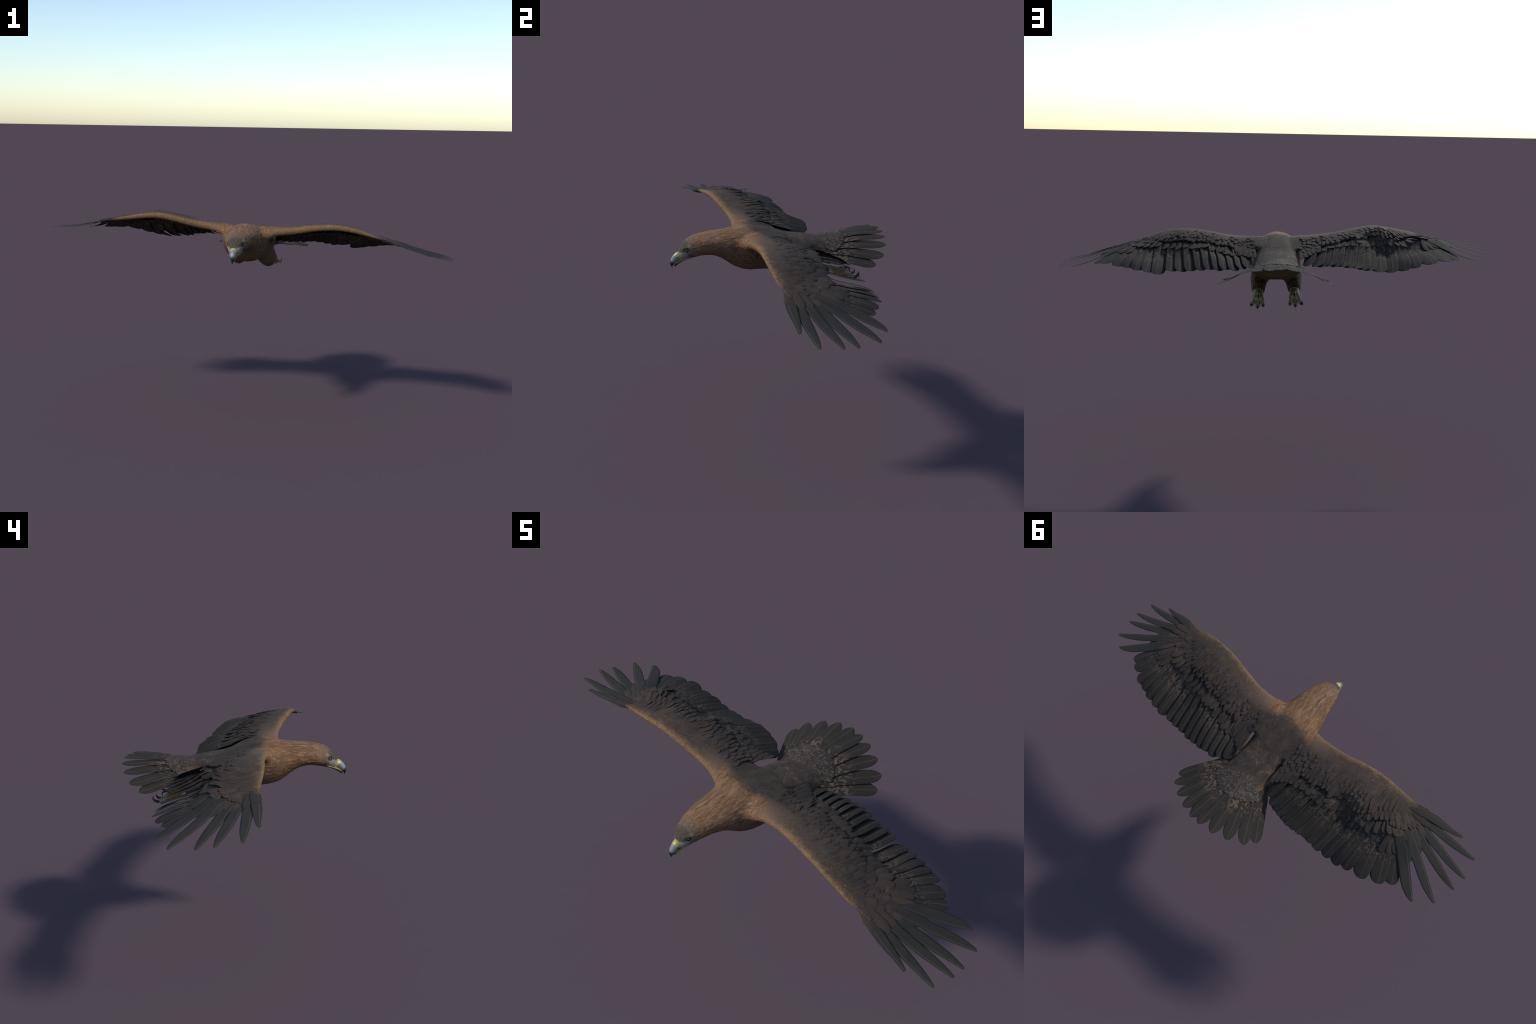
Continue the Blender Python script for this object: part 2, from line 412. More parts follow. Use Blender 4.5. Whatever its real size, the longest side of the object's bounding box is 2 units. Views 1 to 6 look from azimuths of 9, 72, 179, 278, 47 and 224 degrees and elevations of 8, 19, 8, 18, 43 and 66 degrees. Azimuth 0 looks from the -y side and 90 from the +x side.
# ---- plumage material for the whole body surface, in Object coordinates
def plumage():
    N = Nodes("body_plumage")
    tc = N.new("ShaderNodeTexCoord"); ob = tc.outputs["Object"]
    s = N.new("ShaderNodeSeparateXYZ"); N.link(ob, s.inputs[0]); x, y, z = s.outputs
    def curve(pts, lo, hi):
        n = N.new("ShaderNodeFloatCurve"); c = n.mapping.curves[0]
        pts = sorted(pts); P = [((px + .75) / 1.5, (py - lo) / (hi - lo)) for px, py in pts]
        while len(c.points) < len(P):
            c.points.new(0.5, 0.5)
        for p, (a, b) in zip(c.points, P):
            p.location = (a, b)
        n.mapping.update()
        N.put(n.inputs["Value"], N.math("DIVIDE", N.math("ADD", x, .75), 1.5))
        return N.math("MULTIPLY_ADD", n.outputs[0], hi - lo, lo)
    lead = [(sx * px, py) for sx, w in WINGS.items() for px, py, _ in w["lead"][1::2]] + [(0.0, -.22), (.75, -.2), (-.75, -.19)]
    T = N.math("SUBTRACT", y, curve(lead, -.25, -.15))
    big = N.noise(ob, 26, 4); mid = N.noise(ob, 70, 4)
    streak = N.noise(N.mapping(ob, (230, 26, 230)), 1.0, 4, .6, .35)
    fleck = N.noise(N.mapping(ob, (190, 80, 190)), 1.0, 3, .6, .4)
    # neck and nape: rufous with streaks
    nape = N.mix(N.ramp(streak, .36, .60), (.108, .055, .027), (.205, .110, .055))
    nape = N.mix(N.ramp(streak, .58, .66), nape, (.260, .155, .085))
    nape = N.mix(N.math("MULTIPLY", N.ramp(big, .45, .7), .35), nape, (.15, .092, .060))
    hack = N.new("ShaderNodeTexVoronoi", feature="DISTANCE_TO_EDGE")
    wob = N.new("ShaderNodeVectorMath", operation="ADD"); N.link(ob, wob.inputs[0])
    N.link(N.mapping(N.noise_vec(ob, 40), (.016, .02, .016)), wob.inputs[1])
    N.link(N.mapping(wob.outputs[0], (92, 17, 92)), hack.inputs["Vector"]); hack.inputs["Scale"].default_value = 1.0
    tuft = N.new("ShaderNodeTexVoronoi"); N.link(N.mapping(wob.outputs[0], (92, 17, 92)), tuft.inputs["Vector"]); tuft.inputs["Scale"].default_value = 1.0
    tone = N.new("ShaderNodeSeparateXYZ"); N.link(tuft.outputs["Color"], tone.inputs[0])
    nape = N.mix(N.ramp(tone.outputs[0], .55, .95, 0, .40), nape, (.255, .155, .085))
    nape = N.mix(N.ramp(tone.outputs[1], .60, .95, 0, .42), nape, (.080, .043, .024))
    nape = N.mix(N.ramp(hack.outputs["Distance"], .13, .0, 0, .34), nape, (.070, .038, .022))
    # breast and belly: darker brown with flecks
    breast = N.mix(N.ramp(fleck, .38, .66), (.076, .045, .026), (.165, .100, .055))
    low = N.math("ADD", N.ramp(z, .935, .885, 0.0, 1.0), N.ramp(y, -.40, -.22, -.55, 0.0), clamp=True)
    col = N.mix(low, nape, breast)
    # crown, cheek and face
    crown = N.mix(N.ramp(fleck, .35, .7), (.090, .060, .042), (.165, .108, .070))
    headm = N.ramp(N.math("ADD", y, N.math("MULTIPLY", big, .03)), -.345, -.372)
    col = N.mix(headm, col, crown)
    fore = N.ramp(N.math("SUBTRACT", N.math("ADD", y, N.math("MULTIPLY", mid, .014)), N.math("MULTIPLY", N.math("SUBTRACT", z, .93), .25)), -.394, -.412)
    fore = N.math("MULTIPLY", fore, N.ramp(N.math("MULTIPLY_ADD", N.math("ABSOLUTE", x), -.55, N.math("MULTIPLY_ADD", y, -.43, z)), 1.080, 1.092))
    col = N.mix(fore, col, N.mix(N.ramp(fleck, .35, .7), (.042, .036, .029), (.078, .060, .044)))
    cheek = N.math("MULTIPLY", N.ramp(y, -.375, -.39), N.ramp(z, .918, .90))
    col = N.mix(N.math("MULTIPLY", cheek, .75), col, N.mix(mid, (.04, .028, .022), (.095, .066, .046)))
    lore = N.math("MULTIPLY", N.ramp(y, -.401, -.409), N.ramp(N.math("MULTIPLY_ADD", y, -.43, z), 1.100, 1.094))
    col = N.mix(lore, col, N.mix(N.ramp(mid, .35, .65), (.13, .125, .115), (.22, .18, .15)))
    # dark ring of skin round the eye
    for sgn in (1, -1):
        d = N.new("ShaderNodeVectorMath", operation="DISTANCE"); N.link(ob, d.inputs[0]); d.inputs[1].default_value = (sgn * .034 - .001, -.409, .9225)
        col = N.mix(N.ramp(d.outputs["Value"], .0098, .0075), col, (.016, .015, .014))
    for sgn in (1, -1):                                                 # pale brow behind the eye
        d = N.new("ShaderNodeVectorMath", operation="DISTANCE"); N.link(N.mapping(ob, (1, .7, 1)), d.inputs[0]); d.inputs[1].default_value = (sgn * .039 - .001, -.396 * .7, .9385)
        col = N.mix(N.ramp(N.math("ADD", d.outputs["Value"], N.math("MULTIPLY", fleck, .008)), .0135, .0075, 0, .7), col, (.235, .170, .120))
    # mantle, back and wing: dark beyond the front band
    edge = curve([(0, -.135), (.06, -.122), (-.06, -.122), (.11, -.108), (-.11, -.108), (.24, -.115), (-.24, -.105), (.45, -.15), (-.45, -.13), (.6, -.17), (-.6, -.15), (.75, -.18), (-.75, -.16)], -.25, -.05)
    soft = N.ramp(N.math("ABSOLUTE", x), .08, .18, .022, .055)
    D = N.math("ADD", N.math("SUBTRACT", y, edge), N.math("MULTIPLY_ADD", N.math("ADD", mid, streak), .055, -.055))
    dark_m = N.ramp(D, N.math("MULTIPLY", soft, -1.0), soft)
    out = N.ramp(N.math("ABSOLUTE", x), .11, .16)                       # 1 on the wing
    topm = N.math("MAXIMUM", N.ramp(z, .880, .905), out)
    vor = N.new("ShaderNodeTexVoronoi", feature="DISTANCE_TO_EDGE")
    N.link(N.mapping(ob, (24, 11, 16)), vor.inputs["Vector"]); vor.inputs["Scale"].default_value = 1.0
    rim = N.math("MULTIPLY", N.ramp(vor.outputs["Distance"], .09, .0), N.ramp(big, .47, .62))
    back = N.mix(N.ramp(big, .3, .7), (.036, .028, .023), (.060, .043, .032))
    back = N.mix(N.math("MULTIPLY", rim, N.ramp(y, -.02, .05,   .12, .55)), back, (.14, .095, .055))
    # pale front edge of the wing passes through brown into the dark back
    front = N.mix(N.ramp(fleck, .35, .7), (.048, .034, .024), (.080, .055, .038))
    front = N.mix(N.ramp(N.math("ABSOLUTE", x), .13, .30), (.125, .082, .052), front)
    col = N.mix(out, col, front)
    back = N.mix(N.math("MULTIPLY", N.ramp(mid, .54, .66), N.math("MULTIPLY", N.ramp(fleck, .40, .62), .50)), back, (.115, .080, .052))
    col = N.mix(N.math("MULTIPLY", dark_m, topm), col, back)
    tan = N.math("MULTIPLY", N.ramp(N.math("ADD", T, N.math("MULTIPLY_ADD", big, .05, -.025)), .034, -.012), out)
    tanc = N.mix(N.ramp(fleck, .35, .68), (.125, .075, .036), (.215, .126, .057))
    tan = N.math("MULTIPLY", tan, N.ramp(N.math("ABSOLUTE", x), .665, .60))
    col = N.mix(tan, col, tanc)
    spot = N.math("MULTIPLY", N.ramp(N.noise(N.mapping(ob, (120, 80, 60)), 1.0, 1.5), .69, .75), N.math("MULTIPLY", N.ramp(T, .09, .03), N.ramp(N.math("ABSOLUTE", x), .36, .46)))
    col = N.mix(N.math("MULTIPLY", spot, .4), col, (.33, .25, .14))
    # under-tail: sandy
    vent = N.math("MULTIPLY", N.ramp(y, .14, .19), N.ramp(z, .885, .865))
    col = N.mix(vent, col, (.13, .088, .05))
    N.bump(N.math("ADD", N.math("MULTIPLY", streak, .6), N.math("MULTIPLY", fleck, .6)), .45, .003)
    return N.finish(col, .8, .15, .0)


M_body = plumage()


def leg_material():
    N = Nodes("leg_plumage")
    tc = N.new("ShaderNodeTexCoord"); ob = tc.outputs["Object"]
    n = N.noise(N.mapping(ob, (95, 42, 95)), 1.0, 3, .55, .5)
    col = N.mix(N.ramp(n, .36, .64), (.030, .019, .012), (.105, .062, .033))
    N.bump(n, .5, .004)
    return N.finish(col, .7, .25)


M_leg = leg_material()

# ---- split by region
fc = co[quad].mean(1)
region = np.zeros(nf, int)                                  # 0 torso
region[fc[:, 1] < -.215] = 1                                # neck
region[fc[:, 1] < -.365] = 2                                # head
wing_in = np.where(fc[:, 1] < -.1, .128, .113)
for sx, r in ((1, 3), (-1, 4)):
    region[(fc[:, 0] * sx > wing_in) & (fc[:, 2] > .87)] = r
for sx, r in ((1, 5), (-1, 6)):
    c = thigh_path[sx]; i = np.clip(np.searchsorted(c[:, 1], fc[:, 1]), 0, len(c) - 1)
    d = ((fc[:, 0] - c[i, 0]) / (c[i, 3] + .006))**2 + ((fc[:, 2] - c[i, 2]) / (c[i, 4] + .006))**2
    zb = bot(fc[:, 1])
    region[(d < 1) & (fc[:, 1] > -.02) & (fc[:, 2] < zb + .006 + .02 * smooth(.06, .14, fc[:, 1])) & (fc[:, 0] * sx > .02)] = r
    region[(fc[:, 1] > .12) & (fc[:, 2] < .815) & (fc[:, 0] * sx > 0)] = r

root = bpy.data.objects.new("gliding_eagle", None)
root.empty_display_size = .2
C.objects.link(root)
root["label"] = "Brown eagle gliding with broad fingered wings and fanned tail"
root["category"] = "bird"

BODY = {}
for r, (name, mat) in enumerate([("torso", M_body), ("neck", M_body), ("head", M_body), ("wing", M_body), ("wing", M_body), ("leg", M_leg), ("leg", M_leg)]):
    f = quad[region == r]; used, inv = np.unique(f, return_inverse=True)
    me = bpy.data.meshes.new(name)
    me.from_pydata(co[used].tolist(), [], inv.reshape(-1, 4).tolist()); me.update()
    me.materials.append(mat)
    me.polygons.foreach_set("use_smooth", np.ones(len(me.polygons), bool))
    me.normals_split_custom_set_from_vertices(nrm[used].tolist())
    ob = bpy.data.objects.new(name, me); C.objects.link(ob); ob.parent = root
    BODY[r] = ob
torso, neck, head = BODY[0], BODY[1], BODY[2]
wing_ob = {1: BODY[3], -1: BODY[4]}
leg_ob = {1: BODY[5], -1: BODY[6]}
bpy.data.meshes.remove(body)

# ------------------------------------------------------------------ feathers
COLS = np.array([-1, -.8, -.5, -.2, -.07, .0, .07, .2, .5, .8, 1.0])


def blade(P, Nr, wl, wr, thick=.0016, tilt=0.0, arch=.10, shaft=.0007, side=1, fray=0.0, seed=0):
    """A vane along path P (n,3) with normals Nr. wl / wr: widths of the two vanes
    (left = -X side). Returns verts, faces, slot list (slot 1 = shaft)."""
    r = np.random.default_rng(seed)
    n = len(P); T = unit(np.gradient(P, axis=0)); X = unit(np.cross(T, Nr)); Z = np.cross(X, T)
    u = np.where(COLS[None] < 0, COLS[None] * wl[:, None], COLS[None] * wr[:, None])
    sh = np.minimum(.0010, .15 * (wl + wr))
    u[:, 4], u[:, 6] = -sh, sh
    if fray:
        for k in (0, -1):
            u[:, k] *= 1 - fray * np.clip(r.normal(0, 1, n), 0, 2) * (np.arange(n) / n)
    w = np.maximum(wl + wr, 1e-5)[:, None]
    h = -arch * (u / w)**2 * w * 2 + np.tan(np.broadcast_to(tilt, n))[:, None] * u
    lift = np.zeros_like(h); fade = (1 - .75 * np.linspace(0, 1, n))[:, None]
    lift[:, 4:7] = shaft * fade * np.array([.35, 1, .35])
    up = P[:, None] + X[:, None] * u[..., None] + Z[:, None] * (h + lift)[..., None]
    th = thick * np.clip(1 - np.abs(COLS)**3, .15, 1)[None] * (.4 + .6 * fade)
    dn = P[:, None] + X[:, None] * u[..., None] + Z[:, None] * (h - lift * .8 - th)[..., None]
    m = len(COLS); V = np.concatenate([up.reshape(-1, 3), dn.reshape(-1, 3)]); F = []; S = []
    o = n * m
    for i in range(n - 1):
        for j in range(m - 1):
            a = i * m + j
            sl = 1 if j in (4, 5) else 0
            F.append((a, a + 1, a + m + 1, a + m)); S.append(sl)
            F.append((o + a, o + a + m, o + a + m + 1, o + a + 1)); S.append(sl)
        for j, fl in ((0, False), (m - 1, True)):
            a = i * m + j; q = (a, a + m, o + a + m, o + a)
            F.append(tuple(reversed(q)) if fl else q); S.append(2)
    for i, fl in ((0, True), (n - 1, False)):
        for j in range(m - 1):
            a = i * m + j; q = (a, a + 1, o + a + 1, o + a)
            F.append(tuple(reversed(q)) if fl else q); S.append(2)
    S = np.array(S); return V, F, np.where(S == 2, 0, S), S == 2


def local_frame(P, Nr):
    y = unit(P[-1] - P[0]); z = unit(Nr.mean(0)); x = unit(np.cross(y, z)); z = np.cross(x, y)
    return Matrix(((x[0], y[0], z[0], P[0][0]), (x[1], y[1], z[1], P[0][1]), (x[2], y[2], z[2], P[0][2]), (0, 0, 0, 1)))


def feather_object(name, P, Nr, wl, wr, mat, parent, **kw):
    V, F, S, flat = blade(P, Nr, wl, wr, **kw)
    M = local_frame(P, Nr); inv = np.array(M.inverted())
    V = V @ inv[:3, :3].T + inv[:3, 3]
    return mesh_obj(name, V, F, (mat, M_shaft), parent, M, slots=S, flat=flat)


NV = 30
vv = 1 - (1 - np.linspace(0, 1, NV))**1.5


def round_tip(v, start, power=2.0):
    t = np.clip((v - start) / (1 - start), 0, 1)
    return np.maximum((1 - t**power), 0)**(1 / power)


def flight_path(w, sx, root, tip, z_root_off, z_mid_off, sweep=0.0):
    """Path following the wing's height field from root (x, y) to tip (x, y, z)."""
    r = np.array(root[:2]); t = np.array(tip[:2]); d = t - r; L = np.linalg.norm(d); perp = np.array([d[1], -d[0]]) / L
    xy = r + vv[:, None] * d + np.outer(np.sin(np.pi * vv) * sweep * L, perp)
    S = w["S"](xy[:, 0], xy[:, 1])
    off = z_root_off * (1 - smooth(0, .45, vv)) + z_mid_off * smooth(0, .45, vv) * (1 - smooth(.5, 1, vv))
    end = tip[2] - float(w["S"](t[0], t[1]))
    z = S + off + end * smooth(.6, 1, vv)
    nr = w["S"].normal(xy[:, 0], xy[:, 1])
    P = np.stack([sx * xy[:, 0], xy[:, 1], z], -1); nr = nr * np.array([sx, 1, 1])
    return P, nr


slope = spline([.12, .25, .33, .45, .53, .57, .62, .66, .71, .77, .81], [-.13, -.16, -.15, -.06, -.02, .04, .14, .27, .40, .53, .75])
shift = {1: 0.0, -1: .03}
for sx, w in WINGS.items():
    wob = wing_ob[sx]
    # fingers: P1 (leading) to P6
    for i, (t, r) in enumerate(zip(w["P"], w["R"])):
        L = math.dist(t[:2], r)
        notch_o = [.0, .28, .33, .39, .44, .53][i]
        if sx < 0:
            notch_o += .01
        base = [.027, .031, .032, .033, .035, .042][i]
        t_f = np.clip((vv - notch_o) / (1 - notch_o), 0, 1)             # 0 at the notch, 1 at the tip
        basew = .35 + .65 * smooth(0, .16, vv)
        outer = .0060 + .0170 * (1 - smooth(notch_o - .03, notch_o + .010, vv)) - .0015 * smooth(.5, 1, t_f)
        if i == 0:
            outer = .0060 + .006 * np.sin(np.pi * np.clip(vv * 1.3, 0, 1))
        inner = base * (1 - .86 * t_f**3.4)
        close = np.where(vv > .985, np.sqrt(np.clip((1 - vv) / .015, 0, 1)), 1)
        outer = outer * basew * close + .0004; inner = inner * basew * close + .0004
        P, nr = flight_path(w, sx, r, t, -.010 - .0012 * (5 - i), -.002, sweep=.020)
        wl, wr = (inner, outer) if sx > 0 else (outer, inner)
        # with y pointing outward, X = T x N: for the +x wing that is the -y (leading) side? settled by sign below
        Tm = P[-1] - P[0]; X = np.cross(Tm, nr.mean(0))
        lead_is_right = X[1] < 0
        wl, wr = (inner, outer) if lead_is_right else (outer, inner)
        roll_down = 3 - 13 * smooth(notch_o - .12, notch_o + .15, vv)          # fingers roll their front edge down
        tl = np.radians(roll_down) * (1 if lead_is_right else -1)
        feather_object("primary_feather", P, nr, wl, wr, M_finger, wob, tilt=tl, arch=.05, seed=i)
    # broad inner primaries and secondaries
    tips = w["F"]
    for i, t in enumerate(tips):
        nb = tips[min(i + 1, len(tips) - 1)]; pv = tips[max(i - 1, 0)]
        y0 = -.085 - .01 * (t[0] > .6) + (.02 if sx < 0 else 0)
        xs = t[0] + shift[sx]
        root_x = t[0] - float(slope(xs)) * (t[1] - y0)
        if i < 1:
            root_x, y0 = min(root_x, .655), -.105 + (.02 if sx < 0 else 0)
        r = (max(root_x, .11), y0)
        W = [.058, .066, .070, .064, .062, .060, .060][i] if i < 7 else .058 - .0009 * (i - 7)
        if sx < 0:
            W *= 1.1
        P, nr = flight_path(w, sx, r, t, -.036 + .018 * (i < 7), -.008 + .0012 * math.sin(i * 2.1), sweep=(.02 if i < 6 else .008))
        basew = .45 + .55 * smooth(0, .3, vv)
        tipw = round_tip(vv, .86 if i > 3 else .80, 2.2)
        inner = W * .62 * basew * tipw + .0004; outer = W * .40 * basew * round_tip(vv, .88, 2.2) + .0004
        Tm = P[-1] - P[0]; X = np.cross(Tm, nr.mean(0))
        out_right = X[0] * sx > 0
        wl, wr = (inner, outer) if out_right else (outer, inner)
        tl = math.radians([0, 2, 3, 4, 6, 8, 9][i] if i < 7 else 15 + 1.5 * math.sin(i * 1.7)) * (1 if out_right else -1)
        feather_object("primary_feather" if i < 4 else "secondary_feather", P, nr, wl, wr, M_flight, wob, tilt=tl, arch=.07, fray=.012, seed=50 + i)

# ---- coverts: a few shared meshes, laid on the height field
def covert_mesh(name, mat, ratio, droop, seed, tip=.70):
    """Unit-length feather, +Y root to tip."""
    v = 1 - (1 - np.linspace(0, 1, 12))**1.4
    P = np.stack([.02 * np.sin(v * 3 + seed), v, -droop * v**2], -1); P[:, 0] -= P[0, 0]
    Nr = unit(np.stack([np.zeros_like(v), 2 * droop * v, np.ones_like(v)], -1))
    w = ratio * .5 * (.45 + .55 * smooth(0, .35, v)) * round_tip(v, tip, 1.9) + .002
    V, F, S, flat = blade(P, Nr, w * (1.05 + .1 * math.sin(seed)), w * (.95 - .1 * math.sin(seed)), thick=.03, arch=.075, shaft=.0, seed=seed)
    me = bpy.data.meshes.new(name); me.from_pydata([tuple(map(float, a)) for a in V], [], F); me.update()
    me.materials.append(mat); me.polygons.foreach_set("use_smooth", ~flat)
    return me


LONG = [covert_mesh("long_covert", M_covert, .36, .05, s, .76) for s in range(4)]
SHORT = [covert_mesh("short_covert", M_small, .52, .07, 10 + s, .50) for s in range(4)]


def frame_on(P, d, nrm):
    y = unit(d); z = unit(nrm - y * np.dot(nrm, y)); x = np.cross(y, z)
    return np.stack([x, y, z], -1), P


class Batch:
    """Small feathers joined into one mesh."""
    def __init__(self):
        self.V, self.F, self.n, self.flat = [], [], 0, []
    def add(self, me, R, P, s):
        v = np.empty(len(me.vertices) * 3); me.vertices.foreach_get("co", v); v = v.reshape(-1, 3) * np.array(s)
        self.V.append(v @ R.T + P); self.F += [tuple(i + self.n for i in p.vertices) for p in me.polygons]; self.n += len(v)
        self.flat += [not p.use_smooth for p in me.polygons]
    def build(self, name, mat, parent):
        ob = mesh_obj(name, np.concatenate(self.V), self.F, (mat,), parent, flat=self.flat); ob["kind"] = "stuff"
        return ob


def lay(w, sx, tip, d, length, width, meshes, name, parent, sink, rise, batch=None, roll=0.0):
    """One covert whose tip sits at (x, y) = tip, pointing along d."""
    d = np.array(d, float); d /= np.linalg.norm(d)
    a = np.array(tip) - d * length
    S = w["S"]; z0 = float(S(a[0], a[1])) - sink; z1 = float(S(tip[0], tip[1])) + rise
    zm = float(S(*(a * .5 + np.array(tip) * .5)))
    P0 = np.array([sx * a[0], a[1], z0]); P1 = np.array([sx * tip[0], tip[1], z1])
    nr = S.normal(np.array([(a[0] + tip[0]) / 2]), np.array([(a[1] + tip[1]) / 2]))[0] * np.array([sx, 1, 1])
    R, _ = frame_on(P0, P1 - P0, nr)
    L = np.linalg.norm(P1 - P0)
    if roll:
        R = R @ np.array(Matrix.Rotation(roll, 3, "Y"))
    me = meshes[rng.integers(len(meshes))]
    ratio = {"long_covert": .36, "short_covert": .52}[me.name.split(".")[0]]
    wx = width / ratio
    if batch is not None:
        batch.add(me, R, P0 + R @ np.array([0, 0, .07 * L * .6]), (wx, L, L)); return
    ob = bpy.data.objects.new(name, me); C.objects.link(ob)
    M = Matrix.Identity(4)
    Pp = P0 + R @ np.array([0, 0, .05 * L * .7])
    for i in range(3):
        for j in range(3):
            M[i][j] = R[i, j] * (wx, L, L)[j]
        M[i][3] = Pp[i]
    ob.matrix_world = M; ob.parent = parent


fan = spline([.10, .25, .45, .55, .60, .66, .70, .75, .80], [-.16, -.16, -.08, .0, .12, .45, .95, 1.5, 2.0])   # dx per unit dy
for sx, w in WINGS.items():
    wob = wing_ob[sx]; dirx = lambda x: np.array([float(fan(x + (.02 if sx < 0 else 0))), 1.0])
    # greater coverts
    x = .135
    while x < .69:
        y = float(w["yg"](x)) + rng.normal(0, .006)
        lay(w, sx, (x, y), dirx(x) + rng.normal(0, .05, 2), .105 + rng.normal(0, .006), .036 + rng.normal(0, .003), LONG, "greater_covert", wob, .026 - .013 * float(smooth(*((.46, .56) if sx > 0 else (.32, .44)), x)), .0025 + rng.normal(0, .0012), roll=sx * .12)
        x += (.031 + rng.normal(0, .003)) / math.hypot(1, (float(w["yg"](x + .01)) - float(w["yg"](x))) * 100)
    # primary coverts: one over each outer primary
    for i, (t, r) in enumerate(zip(w["P"] + w["F"][:3], w["R"] + [(.65, -.1 + (.02 if sx < 0 else 0))] * 3)):
        d = np.array(t[:2]) - np.array(r); L = np.linalg.norm(d); f = [.33, .36, .35, .36, .38, .44, .50, .50, .50][i]
        tip = np.array(r) + d * (f + rng.normal(0, .015)) + np.array([0, .012])
        lay(w, sx, tip, d, .105, .034 - .001 * (i == 0), LONG, "primary_covert", wob, .006, -.0005 - .0004 * i, roll=sx * .08)
    # short coverts fanned over the wrist
    for rad, cnt in ((.100, 9), (.075, 8), (.048, 7)):
        for k in range(cnt):
            a = math.radians(8 + 92 * k / (cnt - 1)) + rng.normal(0, .04)
            cx, cy = (.645, -.165) if sx > 0 else (.622, -.143)
            tip = (cx + math.cos(a) * rad, cy + math.sin(a) * rad)
            lay(w, sx, tip, (math.cos(a), math.sin(a)), .07, .029, SHORT, "median_covert", wob, .009, .0005 + .001 * (.1 - rad) / .05 + rng.normal(0, .001), roll=sx * .06)
    for k in range(12):
        px = .555 + .010 * k - (.02 if sx < 0 else 0)
        lay(w, sx, (px, float(w["ym"](px)) + .034 + .008 * (k % 2)), dirx(px), .075, .030, SHORT, "median_covert", wob, .010, .001 + rng.normal(0, .0008), roll=sx * .08)
    # alula: three stiff feathers over the wrist
    for k, (tx, ty, ln, wd) in enumerate([(.742, -.210, .095, .036), (.705, -.188, .070, .027), (.672, -.168, .050, .022)]):
        if sx < 0:
            tx, ty = tx - .02, ty + .022
        lay(w, sx, (tx, ty), (1, -.22 + .1 * k), ln, wd, LONG, "alula_feather", wob, .016, -.002 + .001 * k)
    # median coverts, two staggered rows
    for row, (back, ln, wd, rise, step) in enumerate([(.0, .085, .027, .0005, .0225), (.024, .070, .025, .001, .0215)]):
        x = .125 + .012 * row
        while x < .635:
            y = float(w["ym"](x)) - back + rng.normal(0, .0055)
            lay(w, sx, (x, y), dirx(x) + rng.normal(0, .045, 2), min(ln + rng.normal(0, .006), y - float(w["yl"](x)) - .022), wd + rng.normal(0, .0025), SHORT, "median_covert", wob, .007, rise + .002 + rng.normal(0, .0012), roll=sx * .14 + rng.normal(0, .03))
            x += (step + rng.normal(0, .003)) / math.hypot(1, (float(w["ym"](x + .01)) - float(w["ym"](x))) * 100)
    # lesser coverts: joined
    b = Batch()
    for row in range(5):
        back = .046 + .022 * row; x = .12 + .009 * (row % 2); last = .62 - .012 * row
        while x < last:
            yy = float(w["ym"](x)) - back * (1 - .25 * float(smooth(.5, .7, x))) + rng.normal(0, .005)
            if yy - float(w["yl"](x)) > .055 + .02 * rng.random() and rng.random() < (1 - .11 * row) and not (x < .22 and row > 1):
                lay(w, sx, (x, yy), dirx(x) * np.array([.8, 1]) + rng.normal(0, .05, 2), .060 - .003 * row + rng.normal(0, .005), .0215 - .0012 * row + rng.normal(0, .002), SHORT, "", wob, .0045, .0014 - .0003 * row + rng.normal(0, .0012), batch=b, roll=sx * .10 + rng.normal(0, .06))
            x += (.0215 + rng.normal(0, .003)) / math.hypot(1, (float(w["ym"](x + .01)) - float(w["ym"](x))) * 100)
    # tertials beside the body
    for k in range(5):
        tx, ty = (.112 if sx > 0 else .101) + .018 * k, .115 - .012 * k + (.01 if sx < 0 else 0)
        lay(w, sx, (tx, ty), (-.12 + rng.normal(0, .03), 1), .11, .029, LONG, "tertial_feather", wob, .008, .005 - .001 * k, roll=sx * .10)
    for k in range(30):
        px, py = .112 + (k % 5) * .022 + rng.normal(0, .006), .058 - (k // 5) * .021 - (k % 5) * .006 + rng.normal(0, .006)
        lay(w, sx, (px, py), (-.15 + rng.normal(0, .2), 1), .040, .021, SHORT, "", wob, .005, .003 + rng.random() * .002, batch=b, roll=sx * .08)
    b.build("lesser_coverts", M_stuff, wob)
    # under-wing coverts, joined
    b = Batch()
    for row in range(2):
        x = .13
        while x < .53:
            ty = float(w["yg"](x)) - .01 - .05 * row
            d = dirx(x); d /= np.linalg.norm(d); a = np.array([x, ty]) - d * .07
            z0 = float(w["S"](a[0], a[1])) - .036 - .002 * row; z1 = float(w["S"](x, ty)) - .022 - .006 * row
            P0 = np.array([sx * a[0], a[1], z0]); P1 = np.array([sx * x, ty, z1])
            R, _ = frame_on(P0, P1 - P0, np.array([0, 0, -1.0])); L = np.linalg.norm(P1 - P0)
            b.add(SHORT[rng.integers(4)], R, P0, (.034 / .52, L, L)); x += .026 + rng.normal(0, .002)
    b.build("under_wing_coverts", M_stuff, wob)

